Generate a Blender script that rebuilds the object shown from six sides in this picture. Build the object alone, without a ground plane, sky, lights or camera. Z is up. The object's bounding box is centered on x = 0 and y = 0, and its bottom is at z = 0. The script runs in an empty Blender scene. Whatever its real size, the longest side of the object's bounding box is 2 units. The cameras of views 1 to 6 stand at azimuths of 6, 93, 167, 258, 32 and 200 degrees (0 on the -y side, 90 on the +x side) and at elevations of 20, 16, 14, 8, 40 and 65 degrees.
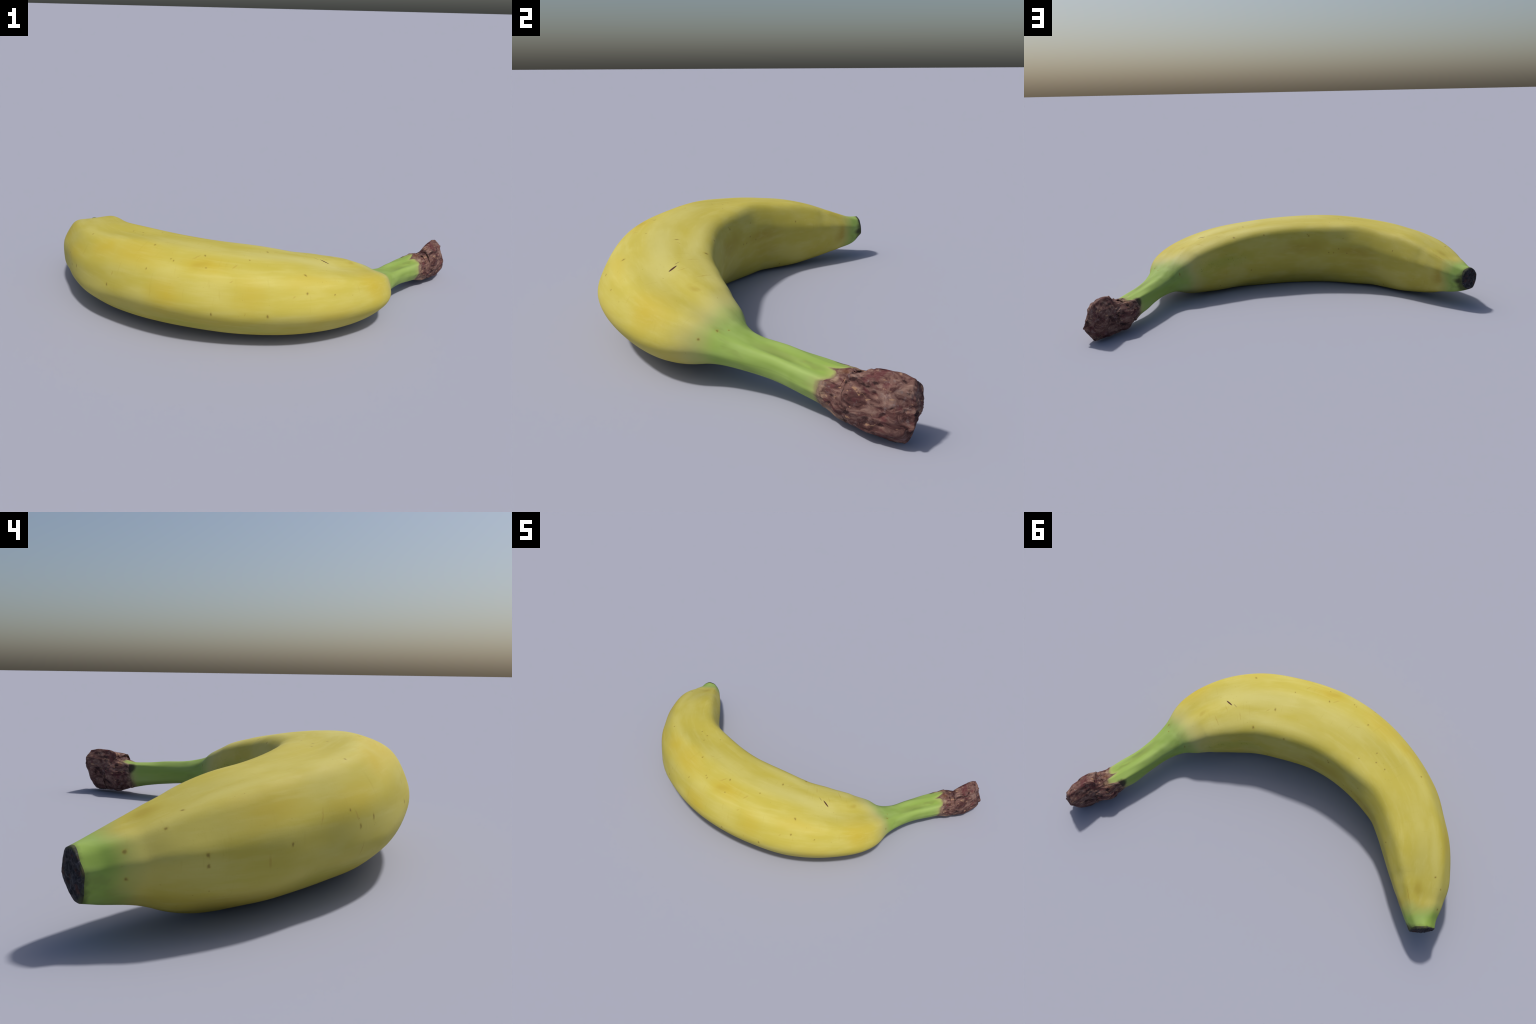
"""A single ripe banana lying on its side: lofted peel, green stem, dry brown cut end, black blossom tip."""
import bpy
import math
import random
import numpy as np
from mathutils import Vector, Matrix, noise

random.seed(7)

# ---------------------------------------------------------------- spine and cross-sections
# One row per station from the blossom tip to the cut stem end:
# (length along the fruit, centre of the section, radii at the five ridges and the five faces between them, twist in degrees).
# Radii go round the section in steps of 36 degrees starting at the upper outer ridge.
STATIONS = [
    (0.000, (-0.9353, 0.5189, 0.1480), (0.0539, 0.0603, 0.0585, 0.0561, 0.0631, 0.0513, 0.0569, 0.0650, 0.0577, 0.0578), -3.0),
    (0.041, (-0.9119, 0.4785, 0.1447), (0.0739, 0.0663, 0.0789, 0.0733, 0.0675, 0.0800, 0.0727, 0.0729, 0.0754, 0.0825), -3.2),
    (0.118, (-0.8832, 0.4014, 0.1483), (0.1039, 0.0843, 0.1104, 0.1057, 0.0926, 0.1148, 0.0893, 0.0942, 0.1055, 0.1187), -4.5),
    (0.186, (-0.8623, 0.3375, 0.1511), (0.1321, 0.1062, 0.1387, 0.1305, 0.1175, 0.1332, 0.1216, 0.1193, 0.1293, 0.1461), -3.5),
    (0.254, (-0.8409, 0.2743, 0.1533), (0.1553, 0.1269, 0.1637, 0.1482, 0.1357, 0.1511, 0.1439, 0.1278, 0.1512, 0.1572), -2.5),
    (0.388, (-0.7851, 0.1547, 0.1623), (0.1802, 0.1579, 0.1901, 0.1637, 0.1555, 0.1845, 0.1615, 0.1525, 0.1780, 0.1779), -2.2),
    (0.517, (-0.7207, 0.0444, 0.1717), (0.1882, 0.1676, 0.2001, 0.1753, 0.1667, 0.1956, 0.1704, 0.1631, 0.1812, 0.1838), 0.5),
    (0.611, (-0.6647, -0.0312, 0.1780), (0.1962, 0.1701, 0.2074, 0.1860, 0.1715, 0.2015, 0.1774, 0.1709, 0.1951, 0.1948), 0.4),
    (0.709, (-0.5943, -0.0991, 0.1833), (0.2035, 0.1693, 0.2138, 0.1959, 0.1813, 0.2141, 0.1798, 0.1853, 0.2130, 0.2027), 0.1),
    (0.919, (-0.4137, -0.2084, 0.1989), (0.1930, 0.1693, 0.2195, 0.1944, 0.1979, 0.2224, 0.1805, 0.2123, 0.2378, 0.2199), 10.4),
    (1.172, (-0.1769, -0.2822, 0.1989), (0.1827, 0.1728, 0.2204, 0.2028, 0.2087, 0.2260, 0.1838, 0.2183, 0.2585, 0.2294), 13.7),
    (1.380, (0.0295, -0.2908, 0.1831), (0.1848, 0.1718, 0.2259, 0.2107, 0.2122, 0.2116, 0.1704, 0.2128, 0.2570, 0.2348), 13.1),
    (1.577, (0.2266, -0.2753, 0.1690), (0.1700, 0.1681, 0.2246, 0.2045, 0.2217, 0.1888, 0.1582, 0.1982, 0.2423, 0.2165), 18.1),
    (1.754, (0.3887, -0.2046, 0.1542), (0.1373, 0.1531, 0.2112, 0.1992, 0.2062, 0.1669, 0.1435, 0.1704, 0.2134, 0.1936), 17.5),
    (1.890, (0.4941, -0.1127, 0.1450), (0.1120, 0.1276, 0.1711, 0.1703, 0.1673, 0.1389, 0.1216, 0.1448, 0.1887, 0.1618), 15.2),
    (1.984, (0.5496, -0.0412, 0.1362), (0.0856, 0.0959, 0.1270, 0.1316, 0.1278, 0.0964, 0.0911, 0.1118, 0.1451, 0.1291), 15.3),
    (2.052, (0.5843, 0.0062, 0.1273), (0.0685, 0.0709, 0.0870, 0.0949, 0.0930, 0.0678, 0.0697, 0.0824, 0.1043, 0.0975), 16.7),
    (2.145, (0.6288, 0.0840, 0.1161), (0.0568, 0.0580, 0.0574, 0.0584, 0.0617, 0.0485, 0.0514, 0.0681, 0.0810, 0.0790), 18.2),
    (2.258, (0.6875, 0.1857, 0.1115), (0.0482, 0.0537, 0.0527, 0.0530, 0.0561, 0.0535, 0.0438, 0.0684, 0.0683, 0.0682), 15.2),
    (2.362, (0.7498, 0.2719, 0.1019), (0.0495, 0.0505, 0.0618, 0.0600, 0.0676, 0.0610, 0.0454, 0.0691, 0.0727, 0.0702), 10.9),
    (2.437, (0.7919, 0.3351, 0.0959), (0.0535, 0.0554, 0.0631, 0.0627, 0.0625, 0.0734, 0.0523, 0.0762, 0.0786, 0.0736), 7.7),
    (2.468, (0.8124, 0.3589, 0.0906), (0.0669, 0.0683, 0.0702, 0.0741, 0.0739, 0.0734, 0.0647, 0.0789, 0.0802, 0.0761), 6.6),
    (2.497, (0.8323, 0.3800, 0.0863), (0.0771, 0.0664, 0.0746, 0.0821, 0.0778, 0.0857, 0.0731, 0.0820, 0.0840, 0.0811), 5.9),
    (2.515, (0.8472, 0.3934, 0.0884), (0.0807, 0.0626, 0.0668, 0.0790, 0.0743, 0.0821, 0.0781, 0.0822, 0.0812, 0.0794), 5.8),
    (2.531, (0.8609, 0.4034, 0.0893), (0.0936, 0.0698, 0.0620, 0.0732, 0.0734, 0.0899, 0.0800, 0.0815, 0.0768, 0.0836), 5.8),
    (2.547, (0.8756, 0.4130, 0.0928), (0.0941, 0.0843, 0.0574, 0.0671, 0.0836, 0.0944, 0.0874, 0.0806, 0.0727, 0.0806), 5.7),
    (2.570, (0.8935, 0.4333, 0.0959), (0.0918, 0.0943, 0.0638, 0.0591, 0.0710, 0.0920, 0.0931, 0.0846, 0.0676, 0.0666), 5.4),
    (2.603, (0.9117, 0.4624, 0.0985), (0.0837, 0.0976, 0.0674, 0.0549, 0.0558, 0.0933, 0.1001, 0.0830, 0.0638, 0.0613), 5.1),
    (2.640, (0.9320, 0.4997, 0.1056), (0.0798, 0.0926, 0.0655, 0.0550, 0.0519, 0.0701, 0.1003, 0.0832, 0.0631, 0.0555), 5.4),
    (2.684, (0.9558, 0.5336, 0.1149), (0.0553, 0.0764, 0.0637, 0.0369, 0.0273, 0.0232, 0.0259, 0.0645, 0.0271, 0.0203), 6.0),
]
RIDGE_ANGLE = math.radians(55)
LENGTHS = np.array([s[0] for s in STATIONS])
CENTRES = np.array([s[1] for s in STATIONS])
RADII = np.array([s[2] for s in STATIONS])
TWIST = np.radians([[s[3]] for s in STATIONS])


def faceted(s):
    """0 round between the ten radii, 1 flat faces: planar at the blossom half and the cut end, rounder at the belly."""
    return np.interp(s, [0.0, 0.75, 1.1, 2.25, 2.45], [0.75, 0.68, 0.55, 0.55, 0.95])


TOTAL = LENGTHS[-1]
AROUND = 200
UP = np.array([0.0, 0.0, 1.0])


def hermite(values, u):
    t = LENGTHS
    h = np.diff(t)
    d = np.diff(values, axis=0) / h[:, None]
    m = np.zeros_like(values)
    m[0], m[-1] = d[0], d[-1]
    m[1:-1] = (d[:-1] * h[1:, None] + d[1:] * h[:-1, None]) / (h[1:] + h[:-1])[:, None]
    i = np.clip(np.searchsorted(t, u, side="right") - 1, 0, len(t) - 2)
    x = ((u - t[i]) / h[i])[:, None]
    hh = h[i][:, None]
    return ((2 * x**3 - 3 * x**2 + 1) * values[i] + (x**3 - 2 * x**2 + x) * hh * m[i]
            + (-2 * x**3 + 3 * x**2) * values[i + 1] + (x**3 - x**2) * hh * m[i + 1])


def section(radii, angle, facet):
    """Radius of the section at an angle (radians from the upper outer ridge): halfway between a round and a faceted outline."""
    q = (angle / (2 * math.pi) * 10) % 10
    i = np.floor(q).astype(int) % 10
    x = q - np.floor(q)
    rows = np.arange(len(radii))
    m = (np.roll(radii, -1, 1) - np.roll(radii, 1, 1)) / 2
    j = (i + 1) % 10
    a, b = radii[rows, i], radii[rows, j]
    smooth = ((2 * x**3 - 3 * x**2 + 1) * a + (x**3 - 2 * x**2 + x) * m[rows, i]
              + (-2 * x**3 + 3 * x**2) * b + (x**3 - x**2) * m[rows, j])
    step = 2 * math.pi / 10
    flat = a * b * math.sin(step) / (a * np.sin(x * step) + b * np.sin((1 - x) * step))
    return (1 - facet) * smooth + facet * flat


def radius_at(s, angle):
    """The section softened a little over its ridges."""
    radii, turn = hermite(RADII, s), hermite(TWIST, s)[:, 0]
    facet = faceted(s)
    spread = np.interp(s, [0.0, 0.75, 1.1, 2.25, 2.45], [0.9, 1.0, 1.0, 1.0, 0.3])
    total = 0.0
    for off, w in ((-8, 0.15), (-4, 0.2), (0, 0.3), (4, 0.2), (8, 0.15)):
        total = total + w * section(radii, angle - RIDGE_ANGLE - turn + math.radians(off) * spread, facet)
    return total


DENSE = np.linspace(0, TOTAL, 1200)
DENSE_C = hermite(CENTRES, DENSE)
DENSE_T = np.gradient(DENSE_C, DENSE, axis=0)
DENSE_T /= np.linalg.norm(DENSE_T, axis=1)[:, None]


def frame(s):
    tg = np.stack([np.interp(s, DENSE, DENSE_T[:, k]) for k in range(3)], -1)
    tg /= np.linalg.norm(tg, axis=-1)[..., None]
    out = np.cross(tg, UP)
    out /= np.linalg.norm(out, axis=-1)[..., None]
    return tg, out, np.cross(out, tg)


def surface(s, angle):
    """Points of the fruit at length s (array) and angle round the section (array): 0 outer side, 90 deg top."""
    c = hermite(CENTRES, s)
    r = radius_at(s, angle)
    tg, out, up = frame(s)
    return c + r[:, None] * (np.cos(angle)[:, None] * out + np.sin(angle)[:, None] * up)


def bump(x, centre, width):
    return np.exp(-(((x - centre) / width) ** 2))


def angle_gap(a, b):
    return (a - b + math.pi) % (2 * math.pi) - math.pi


# ---------------------------------------------------------------- the grid of the whole fruit
NECK = 2.065          # where the fruit narrows into the stem
DRY = 2.43            # where the green stem turns into the dry end (mean)
FOLD = 2.53           # the fold across the dry end
GROOVE = 50           # degrees round the stem
TIP_RIM = 0.006       # the black rim of the blossom end

theta = np.arange(AROUND) * 2 * math.pi / AROUND


def dry_edge(a):
    """The dry skin reaches down the stem by different amounts round it."""
    return DRY - 0.006 + 0.058 * bump(angle_gap(a, math.radians(107)), 0, 0.30) + 0.030 * bump(angle_gap(a, math.radians(52)), 0, 0.30)


def tip_edge(a):
    """The black rim of the blossom end is deepest on the upper inner side."""
    return 0.002 + 0.008 * bump(angle_gap(a, math.radians(130)), 0, 0.9) + 0.0008 * np.sin(6 * a)


rows = np.concatenate([
    np.linspace(0, TIP_RIM, 5)[:-1],
    np.linspace(TIP_RIM, NECK, 260)[:-1],
    np.linspace(NECK, DRY, 70)[:-1],
    np.linspace(DRY, TOTAL, 110),
])
R_RIM, R_NECK, R_DRY = 4, 4 + 259, 4 + 259 + 69
grid = np.zeros((len(rows), AROUND, 3))
grid_s = np.zeros((len(rows), AROUND))
edge = dry_edge(theta)
for i, s in enumerate(rows):
    pull = max(0.0, 1 - abs(s - DRY) / 0.14)
    pull = pull * pull * (3 - 2 * pull)
    ss = np.full(AROUND, s) + pull * (edge - DRY)
    if s < 0.08:
        ss = ss + (tip_edge(theta) - TIP_RIM) * (s / TIP_RIM if s < TIP_RIM else 1 - (s - TIP_RIM) / (0.08 - TIP_RIM))
    grid_s[i] = ss
    grid[i] = surface(ss, theta)


# the blossom end is cut a little askew: its outer and upper rim reach farther than the inner one
for i, s in enumerate(rows):
    if s < 0.08:
        middle = grid[i].mean(0)
        _, out, up = frame(np.array(s))
        lean = (grid[i] - middle) @ (out * 0.11 + up * 0.11)
        grid[i] -= DENSE_T[0] * (lean * (1 - s / 0.08) ** 1.5)[:, None]


def grid_normals(g):
    a = np.gradient(g, axis=0)
    b = np.roll(g, -1, 1) - np.roll(g, 1, 1)
    n = np.cross(a, b)
    n /= np.linalg.norm(n, axis=2)[:, :, None] + 1e-12
    if ((g - g.mean(1, keepdims=True)) * n).sum() < 0:
        n = -n
    return n


# relief of the dry end: a fold between collar and head, fibres, pits
nrm = grid_normals(grid)
for i in range(R_DRY - 6, len(rows)):
    for j in range(AROUND):
        s, a = grid_s[i, j], theta[j]
        inside = min(1.0, max(0.0, (s - edge[j]) / 0.02))
        lip = 0.002 * math.exp(-(((s - edge[j] - 0.008) / 0.008) ** 2))
        fold_s = FOLD + 0.018 * math.sin(a - 0.9)
        window = float(bump(angle_gap(a, math.radians(95)), 0, 0.95))
        fold = -0.006 * math.exp(-(((s - fold_s) / 0.006) ** 2)) * window
        p = Vector(grid[i, j])
        lump = noise.noise(p * 20) * 0.7 + noise.noise(p * 44) * 0.3 + noise.noise(p * 110) * 0.10
        wrinkle = noise.noise(Vector((s * 14 + 1.5 * math.sin(a * 2), math.cos(a) * 3.2, math.sin(a) * 3.2)) * 1.6)
        pit = max(0.0, noise.noise(p * 45 + Vector((3, 7, 1))) - 0.30)
        h = lip + inside * (fold + 0.0022 * wrinkle + 0.0026 * lump - 0.024 * pit)
        grid[i, j] += nrm[i, j] * h

# two shallow hollows with a soft rib between them along the upper side of the stem
nrm = grid_normals(grid)
for i in range(R_NECK - 20, R_DRY + 6):
    along = math.exp(-(((rows[i] - 2.27) / 0.13) ** 2))
    for j in range(AROUND):
        g = math.degrees(float(angle_gap(theta[j], 0))) % 360
        groove = -0.007 * math.exp(-(((g - GROOVE) / 13) ** 2)) + 0.004 * math.exp(-(((g - GROOVE + 30) / 14) ** 2))
        grid[i, j] += nrm[i, j] * groove * along

# shallow hollow running along the upper side of the stem
nrm = grid_normals(grid)

vertices, faces, part_of = [], [], []
index = np.arange(len(rows) * AROUND).reshape(len(rows), AROUND)
vertices = [tuple(v) for v in grid.reshape(-1, 3)]
for i in range(len(rows) - 1):
    name = "blossom_end" if i < R_RIM else "peel" if i < R_NECK else "stem" if i < R_DRY else "cut_end"
    for j in range(AROUND):
        k = (j + 1) % AROUND
        faces.append((index[i, j], index[i, k], index[i + 1, k], index[i + 1, j]))
        part_of.append(name)


def close_end(row, outward, dome, rings, part, flip, relief):
    """Close an end with shrinking rings that swell outward a little, wrinkled by noise."""
    global vertices
    rim = grid[row]
    mid = rim.mean(0)
    last = list(index[row])
    for q in range(1, rings):
        f = q / rings
        ring = []
        for j in range(AROUND):
            p = mid + (rim[j] - mid) * (1 - f)
            lift = dome * math.sqrt(max(0.0, 1 - (1 - f) ** 2.2)) if dome > 0 else dome * min(1.0, 2 * f) ** 2
            v = Vector(p)
            lift += relief * (noise.noise(v * 60) + 0.5 * noise.noise(v * 130)) * min(1, f * 4)
            ring.append(len(vertices))
            vertices.append(tuple(p + outward * lift))
        for j in range(AROUND):
            k = (j + 1) % AROUND
            f4 = (last[j], last[k], ring[k], ring[j])
            faces.append(f4[::-1] if flip else f4)
            part_of.append(part)
        last = ring
    c = len(vertices)
    vertices.append(tuple(mid + outward * (dome + relief * noise.noise(Vector(mid) * 60))))
    for j in range(AROUND):
        k = (j + 1) % AROUND
        f3 = (last[j], last[k], c)
        faces.append(f3[::-1] if flip else f3)
        part_of.append(part)


tip_axis = -DENSE_T[0]
end_axis = DENSE_T[-1]
close_end(0, tip_axis, 0.005, 22, "blossom_end", True, 0.006)
close_end(len(rows) - 1, end_axis, 0.005, 26, "cut_end", False, 0.005)

vertices = np.array(vertices)
vertices[:, 2] = np.maximum(vertices[:, 2], 0.0)      # it rests flat on the ground where it touches

# ---------------------------------------------------------------- materials


def srgb(r, g, b):
    return tuple((c / 12.92 if c <= 0.04045 else ((c + 0.055) / 1.055) ** 2.4) for c in (r / 255, g / 255, b / 255)) + (1.0,)


class Nodes:
    def __init__(self, name):
        self.last = None
        self.mat = bpy.data.materials.new(name)
        self.mat.use_nodes = True
        self.t = self.mat.node_tree
        self.bsdf = self.t.nodes["Principled BSDF"]
        self.coord = self.new("ShaderNodeTexCoord").outputs["Object"]

    def new(self, kind, **props):
        n = self.t.nodes.new(kind)
        for k, v in props.items():
            setattr(n, k, v)
        return n

    def put(self, socket, value):
        if isinstance(value, bpy.types.NodeSocket):
            self.t.links.new(value, socket)
        else:
            socket.default_value = value

    def math(self, op, a, b=0.0, c=0.0, clamp=False):
        n = self.new("ShaderNodeMath", operation=op, use_clamp=clamp)
        for k, v in enumerate((a, b, c)):
            self.put(n.inputs[k], v)
        return n.outputs[0]

    def vmath(self, op, a, b=(0, 0, 0)):
        n = self.new("ShaderNodeVectorMath", operation=op)
        self.put(n.inputs[0], a)
        if op != "LENGTH":
            self.put(n.inputs[1], b)
        return n.outputs["Value"] if op in ("LENGTH", "DOT_PRODUCT") else n.outputs["Vector"]

    def step(self, value, lo, hi, a=0.0, b=1.0):
        n = self.new("ShaderNodeMapRange", interpolation_type="SMOOTHSTEP")
        self.put(n.inputs["Value"], value)
        for k, v in zip(("From Min", "From Max", "To Min", "To Max"), (lo, hi, a, b)):
            n.inputs[k].default_value = v
        return n.outputs["Result"]

    def noise(self, vec, scale, detail=3.0, rough=0.55, distort=0.0):
        n = self.new("ShaderNodeTexNoise")
        self.put(n.inputs["Vector"], vec)
        n.inputs["Scale"].default_value = scale
        n.inputs["Detail"].default_value = detail
        n.inputs["Roughness"].default_value = rough
        n.inputs["Distortion"].default_value = distort
        return n.outputs["Fac"]

    def voronoi(self, vec, scale):
        n = self.new("ShaderNodeTexVoronoi")
        self.put(n.inputs["Vector"], vec)
        n.inputs["Scale"].default_value = scale
        return n

    def mix(self, fac, a, b, blend="MIX"):
        n = self.new("ShaderNodeMix", data_type="RGBA", blend_type=blend)
        self.put(n.inputs[0], fac)
        self.put(n.inputs[6], a)
        self.put(n.inputs[7], b)
        return n.outputs[2]

    def mapping(self, vec, loc=(0, 0, 0), rot=(0, 0, 0), scale=(1, 1, 1), kind="TEXTURE"):
        n = self.new("ShaderNodeMapping", vector_type=kind)
        self.put(n.inputs["Vector"], vec)
        n.inputs["Location"].default_value = loc
        n.inputs["Rotation"].default_value = rot
        n.inputs["Scale"].default_value = scale
        return n.outputs[0]

    def ramp(self, fac, stops):
        n = self.new("ShaderNodeValToRGB")
        self.put(n.inputs[0], fac)
        e = n.color_ramp.elements
        while len(e) < len(stops):
            e.new(0.5)
        for k, (pos, col) in enumerate(stops):
            e[k].position = pos
            e[k].color = col
        return n.outputs[0]

    def bend(self):
        """Coordinates that follow the curve of the fruit: angle about the centre of the bend, distance from it, height."""
        x = self.new("ShaderNodeSeparateXYZ")
        self.put(x.inputs[0], self.vmath("SUBTRACT", self.coord, BEND_CENTRE))
        ang = self.math("ARCTAN2", x.outputs[0], self.math("MULTIPLY", x.outputs[1], -1.0))
        rad = self.math("SQRT", self.math("ADD", self.math("POWER", x.outputs[0], 2.0), self.math("POWER", x.outputs[1], 2.0)))
        c = self.new("ShaderNodeCombineXYZ")
        self.put(c.inputs[0], self.math("MULTIPLY", ang, 0.85))
        self.put(c.inputs[1], rad)
        self.put(c.inputs[2], x.outputs[2])
        return c.outputs[0]

    def patch(self, vec, s, deg, along, across, turn=0.0, lo=1.0, hi=0.2):
        """Mask of an elliptical mark lying on the skin at length s and angle deg round the section."""
        a = math.radians(deg)
        p = surface(np.array([s]), np.array([a]))[0]
        e = 0.004
        t = surface(np.array([s + e]), np.array([a]))[0] - surface(np.array([s - e]), np.array([a]))[0]
        w = surface(np.array([s]), np.array([a + 0.02]))[0] - surface(np.array([s]), np.array([a - 0.02]))[0]
        t, w = Vector(t).normalized(), Vector(w)
        n = t.cross(w).normalized()
        w = n.cross(t)
        q = math.radians(turn)
        t, w = t * math.cos(q) + w * math.sin(q), w * math.cos(q) - t * math.sin(q)
        m = Matrix((t, w, n)).transposed()
        v = self.mapping(vec, tuple(p), m.to_euler(), (along, across, max(along, across)))
        return self.step(self.vmath("LENGTH", v), lo, hi)

    def after(self, vec, value):
        """The same coordinates, but computed after value: keeps the node chain in series."""
        n = self.new("ShaderNodeVectorMath", operation="MULTIPLY_ADD")
        self.put(n.inputs[0], value)
        n.inputs[1].default_value = (1e-9, 1e-9, 1e-9)
        self.put(n.inputs[2], vec)
        return n.outputs["Vector"]

    def patches(self, vec, rows, lo=1.0, hi=0.2):
        out = self.last
        for r in rows:
            k = dict(turn=r[4] if len(r) > 4 else 0.0, lo=lo, hi=hi)
            m = self.patch(vec if out is None else self.after(vec, out), *r[:4], **k)
            if r is rows[0]:
                out = None
            if len(r) > 5:
                m = self.math("MULTIPLY", m, r[5])
            out = m if out is None else self.math("MAXIMUM", out, m)
        self.last = out
        return out

    def dry_depth(self):
        """How far into the dry end a point lies: length along the stem, less two tongues of green, plus a ragged noise."""
        rel = self.vmath("SUBTRACT", self.coord, tuple(DRY_FROM))
        d = self.vmath("DOT_PRODUCT", rel, tuple(DRY_AXIS))
        side = self.vmath("NORMALIZE", self.vmath("SUBTRACT", rel, self.scaled(DRY_AXIS, d)))
        for direction, reach, lo in ((TONGUE_TOP, 0.058, 0.86), (TONGUE_OUTER, 0.030, 0.86)):
            d = self.math("SUBTRACT", d, self.math("MULTIPLY", self.step(self.vmath("DOT_PRODUCT", side, tuple(direction)), lo, 1.0), reach))
        ragged = self.math("ADD", self.math("MULTIPLY", self.math("SUBTRACT", self.noise(self.coord, 22.0, 3.0), 0.5), 0.035),
                           self.math("MULTIPLY", self.math("SUBTRACT", self.noise(self.coord, 75.0, 2.0), 0.5), 0.014))
        return self.math("ADD", d, ragged)

    def scaled(self, vec, value):
        n = self.new("ShaderNodeVectorMath", operation="SCALE")
        n.inputs[0].default_value = tuple(vec)
        self.put(n.inputs["Scale"], value)
        return n.outputs["Vector"]

    def bark(self, depth):
        """Colour and height of the dry brown fibre."""
        turned = self.mapping(self.wobble(0.06, 12.0), rot=HEAD_EULER, scale=(2.4, 1, 1))
        fibre = self.noise(turned, 34.0, 7.0, 0.70, 0.8)
        col = self.ramp(fibre, [(0.32, (0.022, 0.008, 0.008, 1)), (0.44, (0.085, 0.035, 0.031, 1)), (0.55, (0.170, 0.092, 0.074, 1)), (0.70, (0.29, 0.185, 0.145, 1))])
        col = self.mix(self.step(self.noise(self.coord, 26.0, 4.0, 0.65), 0.50, 0.66, 0.0, 0.65), col, (0.095, 0.020, 0.026, 1))
        col = self.mix(self.step(self.noise(self.coord, 44.0, 5.0, 0.75), 0.55, 0.70, 0.0, 0.6), col, (0.20, 0.155, 0.15, 1))
        fleck = self.noise(self.mapping(self.wobble(0.04, 20.0), rot=HEAD_EULER, scale=(2.4, 1, 1)), 75.0, 2.0, 0.5)
        col = self.mix(self.step(fleck, 0.63, 0.72, 0.0, 0.6), col, (0.42, 0.25, 0.14, 1))
        pit = self.noise(self.mapping(self.coord, rot=HEAD_EULER, scale=(2.2, 1, 1)), 30.0, 4.0, 0.6)
        col = self.mix(self.step(pit, 0.42, 0.32, 0.0, 0.9), col, (0.016, 0.005, 0.006, 1))
        tan = self.patches(self.wobble(0.03, 20.0), TAN, 1.1, 0.2)
        col = self.mix(self.math("MULTIPLY", tan, 0.7), col, self.mix(fibre, (0.18, 0.10, 0.06, 1), (0.42, 0.29, 0.21, 1)))
        rust = self.patches(self.wobble(0.03, 20.0), RUST, 1.1, 0.2)
        col = self.mix(self.math("MULTIPLY", rust, 0.5), col, (0.22, 0.09, 0.02, 1))
        # pale wrinkled band where the skin has just dried
        band = self.math("MULTIPLY", self.step(depth, 0.0, 0.006), self.step(depth, 0.026, 0.010))
        col = self.mix(self.math("MULTIPLY", band, self.step(fibre, 0.4, 0.65, 0.1, 0.7)), col, (0.34, 0.24, 0.155, 1))
        return col, self.math("ADD", self.math("MULTIPLY", fibre, 0.7), self.math("MULTIPLY", pit, 0.6))

    def wobble(self, amount, scale):
        n = self.new("ShaderNodeTexNoise")
        self.put(n.inputs["Vector"], self.coord)
        n.inputs["Scale"].default_value = scale
        n.inputs["Detail"].default_value = 2.0
        v = self.vmath("SUBTRACT", n.outputs["Color"], (0.5, 0.5, 0.5))
        s = self.new("ShaderNodeVectorMath", operation="SCALE")
        self.put(s.inputs[0], v)
        s.inputs["Scale"].default_value = amount
        return self.vmath("ADD", self.coord, s.outputs[0])

    def finish(self, colour, rough, height=None, strength=0.2, distance=0.004, spec=0.3):
        self.put(self.bsdf.inputs["Base Color"], colour)
        self.put(self.bsdf.inputs["Roughness"], rough)
        self.bsdf.inputs["Specular IOR Level"].default_value = spec
        if height is not None:
            b = self.new("ShaderNodeBump")
            b.inputs["Strength"].default_value = strength
            b.inputs["Distance"].default_value = distance
            self.put(b.inputs["Height"], height)
            self.put(self.bsdf.inputs["Normal"], b.outputs[0])
        return self.mat


BEND_CENTRE = (-0.05, 0.45, 0.2)

# soft areas of the skin: (length, angle, half-length, half-width, turn, strength)
WARM = [(0.945, 46, 0.20, 0.085), (0.814, 44, 0.12, 0.07), (1.227, 45, 0.13, 0.06), (1.115, 8, 0.10, 0.085, 70), (1.410, 18, 0.07, 0.09, 0, 0.6),
        (1.600, 39, 0.16, 0.05, 0, 0.6), (1.848, 28, 0.10, 0.09), (0.389, 37, 0.13, 0.06, 0, 0.8), (0.618, 25, 0.14, 0.06, 0, 0.6), (1.671, 357, 0.14, 0.05, 0, 0.5),
        (1.016, 299, 0.3, 0.08, 0, 0.5), (0.300, 301, 0.2, 0.1, 0, 0.9)]
PALE = [(0.32, 65, 0.22, 0.035, 0, 0.80), (0.72, 65, 0.24, 0.035, 0, 0.60), (1.105, 26, 0.09, 0.07, 60, 0.44), (1.005, 356, 0.12, 0.06, 20, 0.55), (1.27, 16, 0.1, 0.1, 60, 0.44), (1.43, 41, 0.12, 0.05, 0, 0.39), (1.55, 89, 0.42, 0.075, 0, 1.00),  # paler bands, among them rows along the upper outer ridge and the top
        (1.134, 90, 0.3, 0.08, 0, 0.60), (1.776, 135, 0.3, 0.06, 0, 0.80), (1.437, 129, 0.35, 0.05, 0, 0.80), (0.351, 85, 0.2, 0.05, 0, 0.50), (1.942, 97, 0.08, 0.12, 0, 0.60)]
OCHRE = [(0.692, 172, 0.16, 0.05, 0, 0.8), (0.110, 187, 0.06, 0.045), (1.086, 170, 0.2, 0.045, 0, 0.6), (0.655, 194, 0.12, 0.05, 0, 0.4), (1.858, 91, 0.03, 0.02, 30, 0.7),
         (0.170, 102, 0.05, 0.03, 0, 0.6), (1.207, 42, 0.05, 0.03, 20, 0.4), (0.101, 265, 0.04, 0.05, 0, 0.8)]
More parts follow.
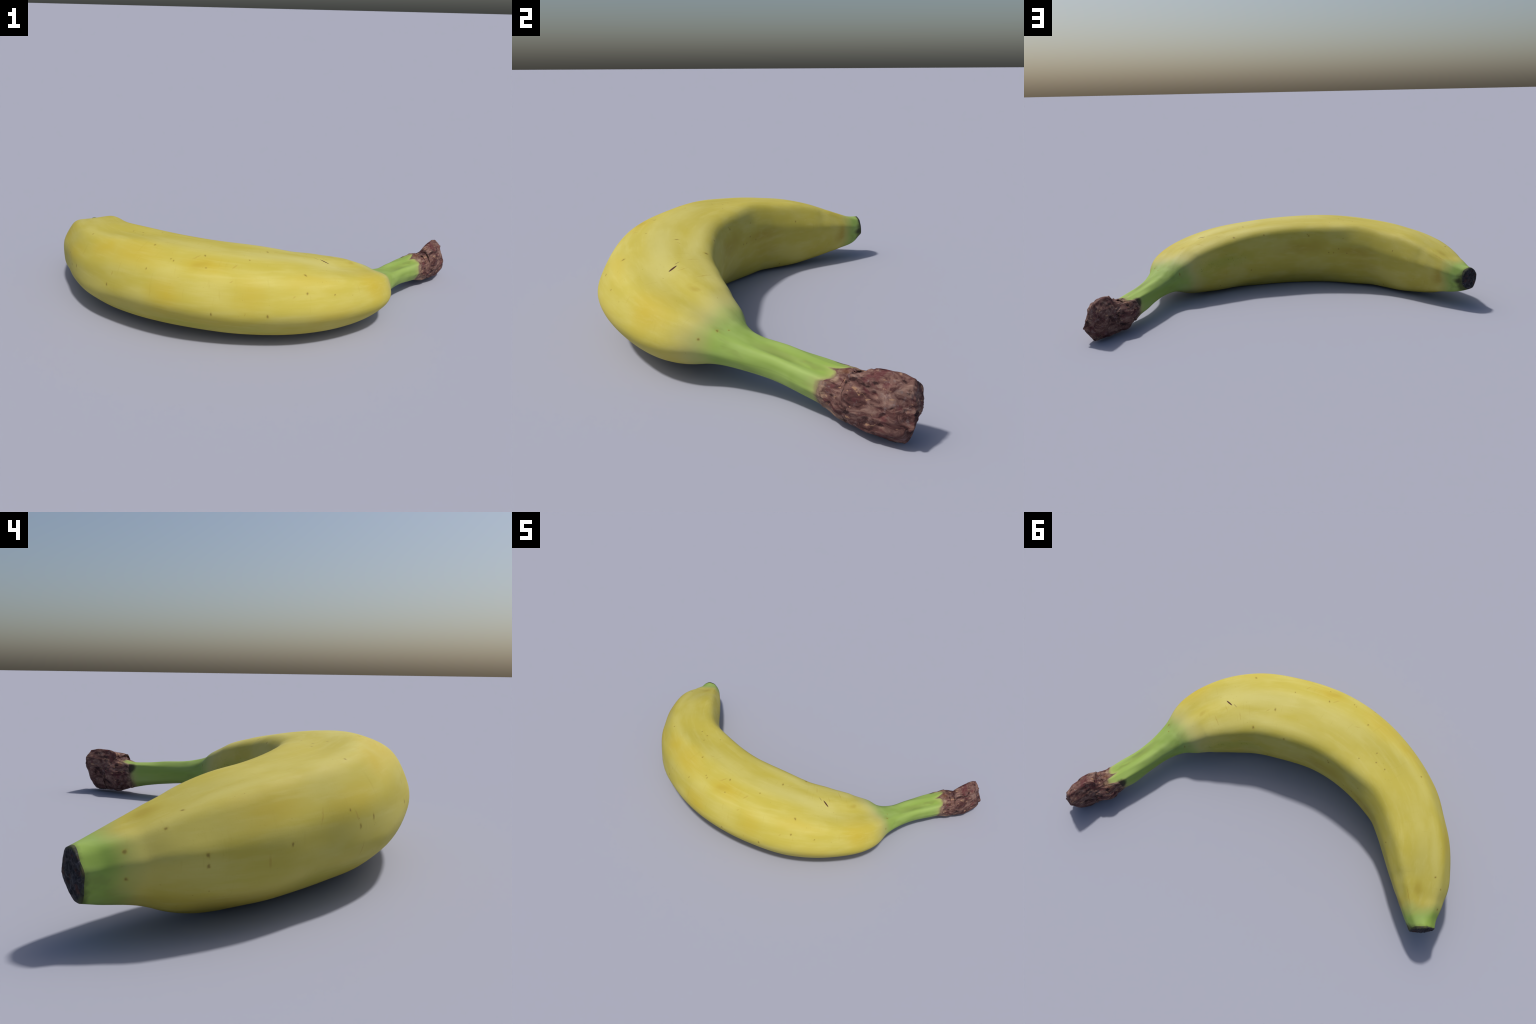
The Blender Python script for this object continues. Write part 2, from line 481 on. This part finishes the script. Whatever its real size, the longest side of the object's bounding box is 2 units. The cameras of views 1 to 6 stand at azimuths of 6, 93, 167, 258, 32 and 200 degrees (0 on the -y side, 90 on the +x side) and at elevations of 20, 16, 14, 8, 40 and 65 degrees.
GREENISH = [(1.183, 333, 0.22, 0.06), (1.412, 337, 0.25, 0.05, 0, 0.7), (0.900, 331, 0.2, 0.05, 0, 0.6), (0.555, 327, 0.25, 0.05, 0, 0.6), (1.700, 175, 0.22, 0.05), (1.894, 185, 0.12, 0.07)]
SPECKLED = [(1.679, 172, 0.09, 0.05), (1.856, 172, 0.10, 0.045, 0, 0.9), (1.578, 174, 0.10, 0.04, 0, 0.8)]
# dark dots: (length, angle, half-length, half-width, turn)
DOTS = [(1.450, 106, 0.005, 0.010, 20), (1.586, 46, 0.005, 0.009, 30), (2.014, 19, 0.005, 0.006), (2.045, 45, 0.005, 0.006), (2.065, 63, 0.004, 0.004), (1.480, 0, 0.006, 0.009, 15),
        (1.211, 61, 0.005, 0.007, 30), (1.004, 65, 0.005, 0.006), (0.881, 92, 0.004, 0.005), (0.864, 2, 0.005, 0.009), (0.612, 5, 0.005, 0.008), (0.674, 57, 0.005, 0.006),
        (1.031, 29, 0.004, 0.005), (1.232, 41, 0.004, 0.005), (1.586, 24, 0.005, 0.006), (1.676, 22, 0.004, 0.004), (1.102, 46, 0.004, 0.005), (1.276, 356, 0.004, 0.010),
        (0.220, 63, 0.006, 0.005), (0.170, 46, 0.005, 0.005), (0.084, 35, 0.006, 0.005), (0.076, 1, 0.005, 0.005), (0.588, 19, 0.004, 0.005), (0.660, 8, 0.005, 0.010),
        (0.796, 101, 0.004, 0.006), (0.234, 14, 0.005, 0.006), (0.234, 5, 0.005, 0.005), (0.416, 8, 0.004, 0.006), (2.041, 156, 0.010, 0.004, 70), (1.047, 152, 0.005, 0.006),
        (0.870, 178, 0.004, 0.004), (0.837, 170, 0.004, 0.004), (0.774, 175, 0.004, 0.004), (1.455, 196, 0.004, 0.005), (1.356, 144, 0.005, 0.006), (1.745, 211, 0.004, 0.005),
        (0.424, 152, 0.004, 0.005), (0.849, 104, 0.005, 0.005), (0.919, 119, 0.004, 0.004), (1.115, 44, 0.004, 0.006), (1.554, 139, 0.006, 0.009, 20), (1.386, 64, 0.003, 0.005),
        (0.902, 178, 0.004, 0.005), (0.816, 152, 0.004, 0.004), (1.056, 150, 0.003, 0.004), (0.492, 228, 0.005, 0.006), (0.966, 251, 0.005, 0.007), (1.326, 239, 0.004, 0.006), (1.589, 267, 0.006, 0.005)]
STEM_STAIN = [(2.420, 150, 0.035, 0.028)]
TIP_STAIN = [(0.025, 183, 0.03, 0.02)]
SCRATCH = [(1.711, 94, 0.0245, 0.0042, 125), (1.679, 103, 0.014, 0.002, 125, 0.5)]
DARK_GREEN_STREAKS = [(2.25, 54, 0.13, 0.024), (2.36, 62, 0.09, 0.014)]  # darker olive-green streaks along the upper side of the stem
TAN = [(2.472, 317, 0.06, 0.035)]
RUST = [(2.470, 117, 0.025, 0.03, 0, 0.8), (2.460, 78, 0.03, 0.012, 0, 0.5)]
# faint scrapes across the skin: (length, angle, half-length, half-width, turn)
SCRAPES = [(1.187, 56, 0.030, 0.006, 55), (1.332, 48, 0.026, 0.006, 60), (1.806, 122, 0.004, 0.045, 8), (1.731, 105, 0.003, 0.03, 10), (1.400, 0, 0.004, 0.012), (0.604, 14, 0.004, 0.024, 20),
           (0.357, 359, 0.005, 0.022, 0), (0.619, 347, 0.004, 0.03, -15), (1.034, 79, 0.02, 0.003, 20), (1.651, 123, 0.003, 0.03, 5), (1.487, 110, 0.02, 0.003, 50), (0.508, 21, 0.03, 0.004, 60),
           (1.550, 20, 0.012, 0.005, 40), (1.330, 29, 0.012, 0.004, 45), (0.887, 16, 0.012, 0.005, 75), (0.263, 200, 0.02, 0.002, 60), (0.191, 205, 0.02, 0.002, 60), (0.136, 125, 0.06, 0.004, 0)]


def skin():
    n = Nodes("banana_skin")
    bend = n.bend()
    soft = n.wobble(0.10, 7.0)
    softer = n.wobble(0.05, 5.0)
    fine = n.wobble(0.008, 90.0)

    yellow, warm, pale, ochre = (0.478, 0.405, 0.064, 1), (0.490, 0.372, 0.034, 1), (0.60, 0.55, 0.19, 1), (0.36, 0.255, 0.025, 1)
    cream, lime = (0.46, 0.45, 0.19, 1), (0.36, 0.365, 0.05, 1)
    green, deep = (0.252, 0.37, 0.068, 1), (0.19, 0.29, 0.045, 1)

    stretched = n.mapping(bend, scale=(2.6, 1, 1))
    col = n.mix(n.step(n.noise(stretched, 9.0, 3.0), 0.40, 0.68), yellow, (0.512, 0.446, 0.098, 1))
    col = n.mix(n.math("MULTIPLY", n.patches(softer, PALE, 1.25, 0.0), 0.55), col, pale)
    col = n.mix(n.math("MULTIPLY", n.patches(soft, WARM, 1.25, 0.0), 0.75), col, warm)
    col = n.mix(n.math("MULTIPLY", n.patches(soft, GREENISH, 1.2, 0.1), 0.6), col, lime)
    col = n.mix(n.math("MULTIPLY", n.patches(soft, OCHRE, 1.15, 0.1), 0.7), col, ochre)

    # streaks along the fruit and across it, and a fine grain
    streak = n.noise(n.mapping(bend, scale=(9, 1, 1)), 42.0, 4.0, 0.65)
    col = n.mix(n.step(streak, 0.45, 0.75, 0.0, 0.22), col, pale)
    cross = n.noise(n.mapping(bend, scale=(0.8, 6, 6)), 60.0, 3.0, 0.6)
    col = n.mix(n.step(cross, 0.60, 0.80, 0.0, 0.20), col, ochre)
    grain = n.noise(n.coord, 260.0, 2.0, 0.6)
    col = n.mix(n.step(grain, 0.55, 0.80, 0.0, 0.16), col, ochre)

    # green at the stem and at the blossom tip, each with a pale zone before it
    def ends(origin, axis, shape):
        d = n.vmath("DOT_PRODUCT", n.vmath("SUBTRACT", soft, tuple(origin)), tuple(axis))
        return n.math("ADD", d, n.math("MULTIPLY", n.math("SUBTRACT", n.noise(n.coord, 6.0, 2.0), 0.5), shape))

    stem_d = ends(STEM_FROM, STEM_AXIS, 0.05)
    tip_d = ends(TIP_FROM, TIP_AXIS, 0.03)
    col = n.mix(n.step(stem_d, -0.12, 0.0, 0.0, 0.65), col, cream)
    col = n.mix(n.step(tip_d, -0.07, 0.0, 0.0, 0.3), col, cream)
    stem_g = n.step(stem_d, -0.060, 0.065)
    tip_g = n.step(tip_d, -0.055, 0.040)
    grass = n.mix(n.step(n.noise(n.mapping(n.coord, rot=STEM_EULER, scale=(6, 1, 1)), 14.0, 3.0), 0.35, 0.7), green, (0.30, 0.41, 0.11, 1))
    grass = n.mix(n.step(n.noise(n.coord, 8.0, 2.0), 0.55, 0.75, 0.0, 0.5), grass, deep)
    streaks = n.noise(n.mapping(n.coord, rot=STEM_EULER, scale=(7, 1, 1)), 34.0, 3.0)
    grass = n.mix(n.step(streaks, 0.52, 0.72, 0.0, 0.45), grass, (0.21, 0.27, 0.06, 1))
    grass = n.mix(n.math("MULTIPLY", n.patches(n.wobble(0.02, 20.0), DARK_GREEN_STREAKS, 1.1, 0.1), 0.65), grass, (0.175, 0.225, 0.05, 1))
    col = n.mix(n.math("MAXIMUM", stem_g, tip_g), col, grass)

    # browning where the stem meets the dry end, and dark fringe round the blossom tip
    depth = n.dry_depth()
    col = n.mix(n.step(depth, -0.055, 0.0, 0.0, 0.55), col, (0.36, 0.36, 0.13, 1))
    col = n.mix(n.step(depth, -0.022, 0.004, 0.0, 0.8), col, (0.20, 0.125, 0.085, 1))
    brown, brown_height = n.bark(depth)
    col = n.mix(n.step(depth, -0.006, 0.008), col, brown)
    stain = n.patches(fine, STEM_STAIN, 1.1, 0.5)
    col = n.mix(n.math("MULTIPLY", stain, 0.9), col, (0.030, 0.024, 0.014, 1))
    rim = n.math("ADD", n.vmath("DOT_PRODUCT", n.vmath("SUBTRACT", n.coord, tuple(RIM_FROM)), tuple(RIM_AXIS)),
                 n.math("MULTIPLY", n.math("SUBTRACT", n.noise(n.coord, 32.0, 3.0), 0.5), 0.035))
    col = n.mix(n.step(rim, -0.026, 0.002, 0.0, 0.88), col, (0.05, 0.055, 0.018, 1))
    col = n.mix(n.math("MULTIPLY", n.patches(fine, TIP_STAIN, 1.1, 0.2), 0.85), col, (0.03, 0.025, 0.012, 1))

    # freckles, scrapes, dots and the one dark scratch
    v = n.voronoi(n.wobble(0.02, 30.0), 62.0)
    freckle = n.math("MULTIPLY", n.step(v.outputs["Distance"], 0.16, 0.06), n.step(n.noise(n.coord, 9.0, 2.0), 0.52, 0.62))
    pick = n.new("ShaderNodeSeparateColor")
    n.put(pick.inputs[0], v.outputs["Color"])
    freckle = n.math("MULTIPLY", freckle, n.step(pick.outputs[0], 0.55, 0.75))
    col = n.mix(n.math("MULTIPLY", freckle, 0.5), col, (0.30, 0.20, 0.03, 1))
    v2 = n.voronoi(n.wobble(0.02, 40.0), 115.0)
    cluster = n.math("MULTIPLY", n.step(v2.outputs["Distance"], 0.36, 0.16), n.patches(soft, SPECKLED, 1.1, 0.1))
    cluster = n.math("MULTIPLY", cluster, n.step(n.noise(n.coord, 70.0, 1.0), 0.45, 0.6))
    col = n.mix(n.math("MULTIPLY", cluster, 0.7), col, (0.15, 0.17, 0.02, 1))
    col = n.mix(n.math("MULTIPLY", n.patches(fine, SCRAPES, 1.0, 0.2), 0.55), col, (0.40, 0.28, 0.045, 1))
    halo = n.patches(fine, [(d[0], d[1], d[2] * 2.0, d[3] * 1.9, d[4] if len(d) > 4 else 0) for d in DOTS], 1.0, 0.1)
    col = n.mix(n.math("MULTIPLY", halo, 0.35), col, (0.40, 0.29, 0.03, 1))
    col = n.mix(n.math("MULTIPLY", n.patches(fine, DOTS, 1.15, 0.15), 0.6), col, (0.13, 0.068, 0.016, 1))
    scratch = n.patches(n.coord, SCRATCH, 1.1, 0.75)
    col = n.mix(scratch, col, (0.075, 0.022, 0.018, 1))

    rough = n.step(n.noise(stretched, 30.0, 3.0), 0.3, 0.7, 0.60, 0.70)
    height = n.math("ADD", n.math("MULTIPLY", n.noise(stretched, 24.0, 3.0), 0.8), n.math("MULTIPLY", grain, 0.15))
    return n.finish(col, rough, height, 0.12, 0.005, 0.22)


def dry_fibre():
    n = Nodes("dry_stem_fibre")
    col, height = n.bark(n.dry_depth())
    return n.finish(col, 0.78, height, 0.4, 0.006, 0.22)


def charred():
    n = Nodes("blackened_tip")
    a = n.noise(n.wobble(0.03, 30.0), 60.0, 6.0, 0.75, 1.0)
    col = n.ramp(a, [(0.35, (0.005, 0.005, 0.008, 1)), (0.50, (0.016, 0.015, 0.021, 1)), (0.60, (0.050, 0.047, 0.058, 1)), (0.72, (0.20, 0.19, 0.20, 1))])
    col = n.mix(n.step(n.noise(n.coord, 40.0, 4.0), 0.53, 0.66, 0.0, 0.75), col, (0.060, 0.020, 0.014, 1))
    d = n.vmath("LENGTH", n.vmath("SUBTRACT", n.coord, tuple(RIM_FROM)))
    d = n.math("ADD", d, n.math("MULTIPLY", n.math("SUBTRACT", n.noise(n.coord, 50.0, 3.0), 0.5), 0.03))
    col = n.mix(n.step(d, 0.050, 0.066, 0.0, 0.9), col, (0.075, 0.085, 0.025, 1))
    return n.finish(col, 0.75, a, 0.7, 0.006, 0.3)


def station_point(s):
    return hermite(CENTRES, np.array([s]))[0]


def station_axis(a, b):
    d = station_point(b) - station_point(a)
    return d / np.linalg.norm(d)


def along_x(axis):
    return tuple(Vector(axis).to_track_quat("X", "Z").to_euler())


STEM_AXIS = station_axis(1.98, 2.2)
STEM_FROM = np.array([0.60, -0.045, 0.17])
TIP_AXIS = -station_axis(0.0, 0.2)
TIP_FROM = np.array([-0.915, 0.445, 0.16])
RIM_FROM = station_point(0.0)
_, TIP_OUT, TIP_UP = frame(np.array(0.0))
RIM_AXIS = TIP_AXIS - 0.11 * TIP_OUT - 0.11 * TIP_UP
DRY_AXIS = station_axis(2.36, 2.44)
DRY_FROM = station_point(DRY) - DRY_AXIS * 0.012
_, DRY_OUT, DRY_UP = frame(np.array(DRY))
TONGUE_TOP = DRY_OUT * math.cos(math.radians(107)) + DRY_UP * math.sin(math.radians(107))
TONGUE_OUTER = DRY_OUT * math.cos(math.radians(52)) + DRY_UP * math.sin(math.radians(52))
STEM_EULER = along_x(STEM_AXIS)
HEAD_EULER = along_x(station_axis(2.46, 2.68))

# ---------------------------------------------------------------- objects
skin_mat, dry_mat, tip_mat = skin(), dry_fibre(), charred()
whole = bpy.data.meshes.new("whole")
whole.from_pydata([tuple(v) for v in vertices], [], [tuple(int(i) for i in f) for f in faces])
whole.validate()
whole.update()
import bmesh
bm = bmesh.new()
bm.from_mesh(whole)
bmesh.ops.recalc_face_normals(bm, faces=bm.faces)
bm.to_mesh(whole)
bm.free()
whole.polygons.foreach_set("use_smooth", [True] * len(whole.polygons))
normals = [tuple(v.normal) for v in whole.vertices]
ordered = [tuple(p.vertices) for p in whole.polygons]

banana = bpy.data.objects.new("banana", None)
bpy.context.scene.collection.objects.link(banana)
banana["label"] = "curved yellow banana with green stem, brown dry end and black tip"
banana["category"] = "banana fruit"

for name, mat in (("peel", skin_mat), ("stem", skin_mat), ("cut_end", dry_mat), ("blossom_end", tip_mat)):
    mine = [f for f, p in zip(ordered, part_of) if p == name]
    used = sorted({i for f in mine for i in f})
    new = {old: k for k, old in enumerate(used)}
    me = bpy.data.meshes.new(name)
    me.from_pydata([tuple(vertices[i]) for i in used], [], [tuple(new[i] for i in f) for f in mine])
    me.materials.append(mat)
    me.polygons.foreach_set("use_smooth", [True] * len(me.polygons))
    me.normals_split_custom_set_from_vertices([normals[i] for i in used])
    me.update()
    ob = bpy.data.objects.new(name, me)
    ob.parent = banana
    bpy.context.scene.collection.objects.link(ob)
bpy.data.meshes.remove(whole)
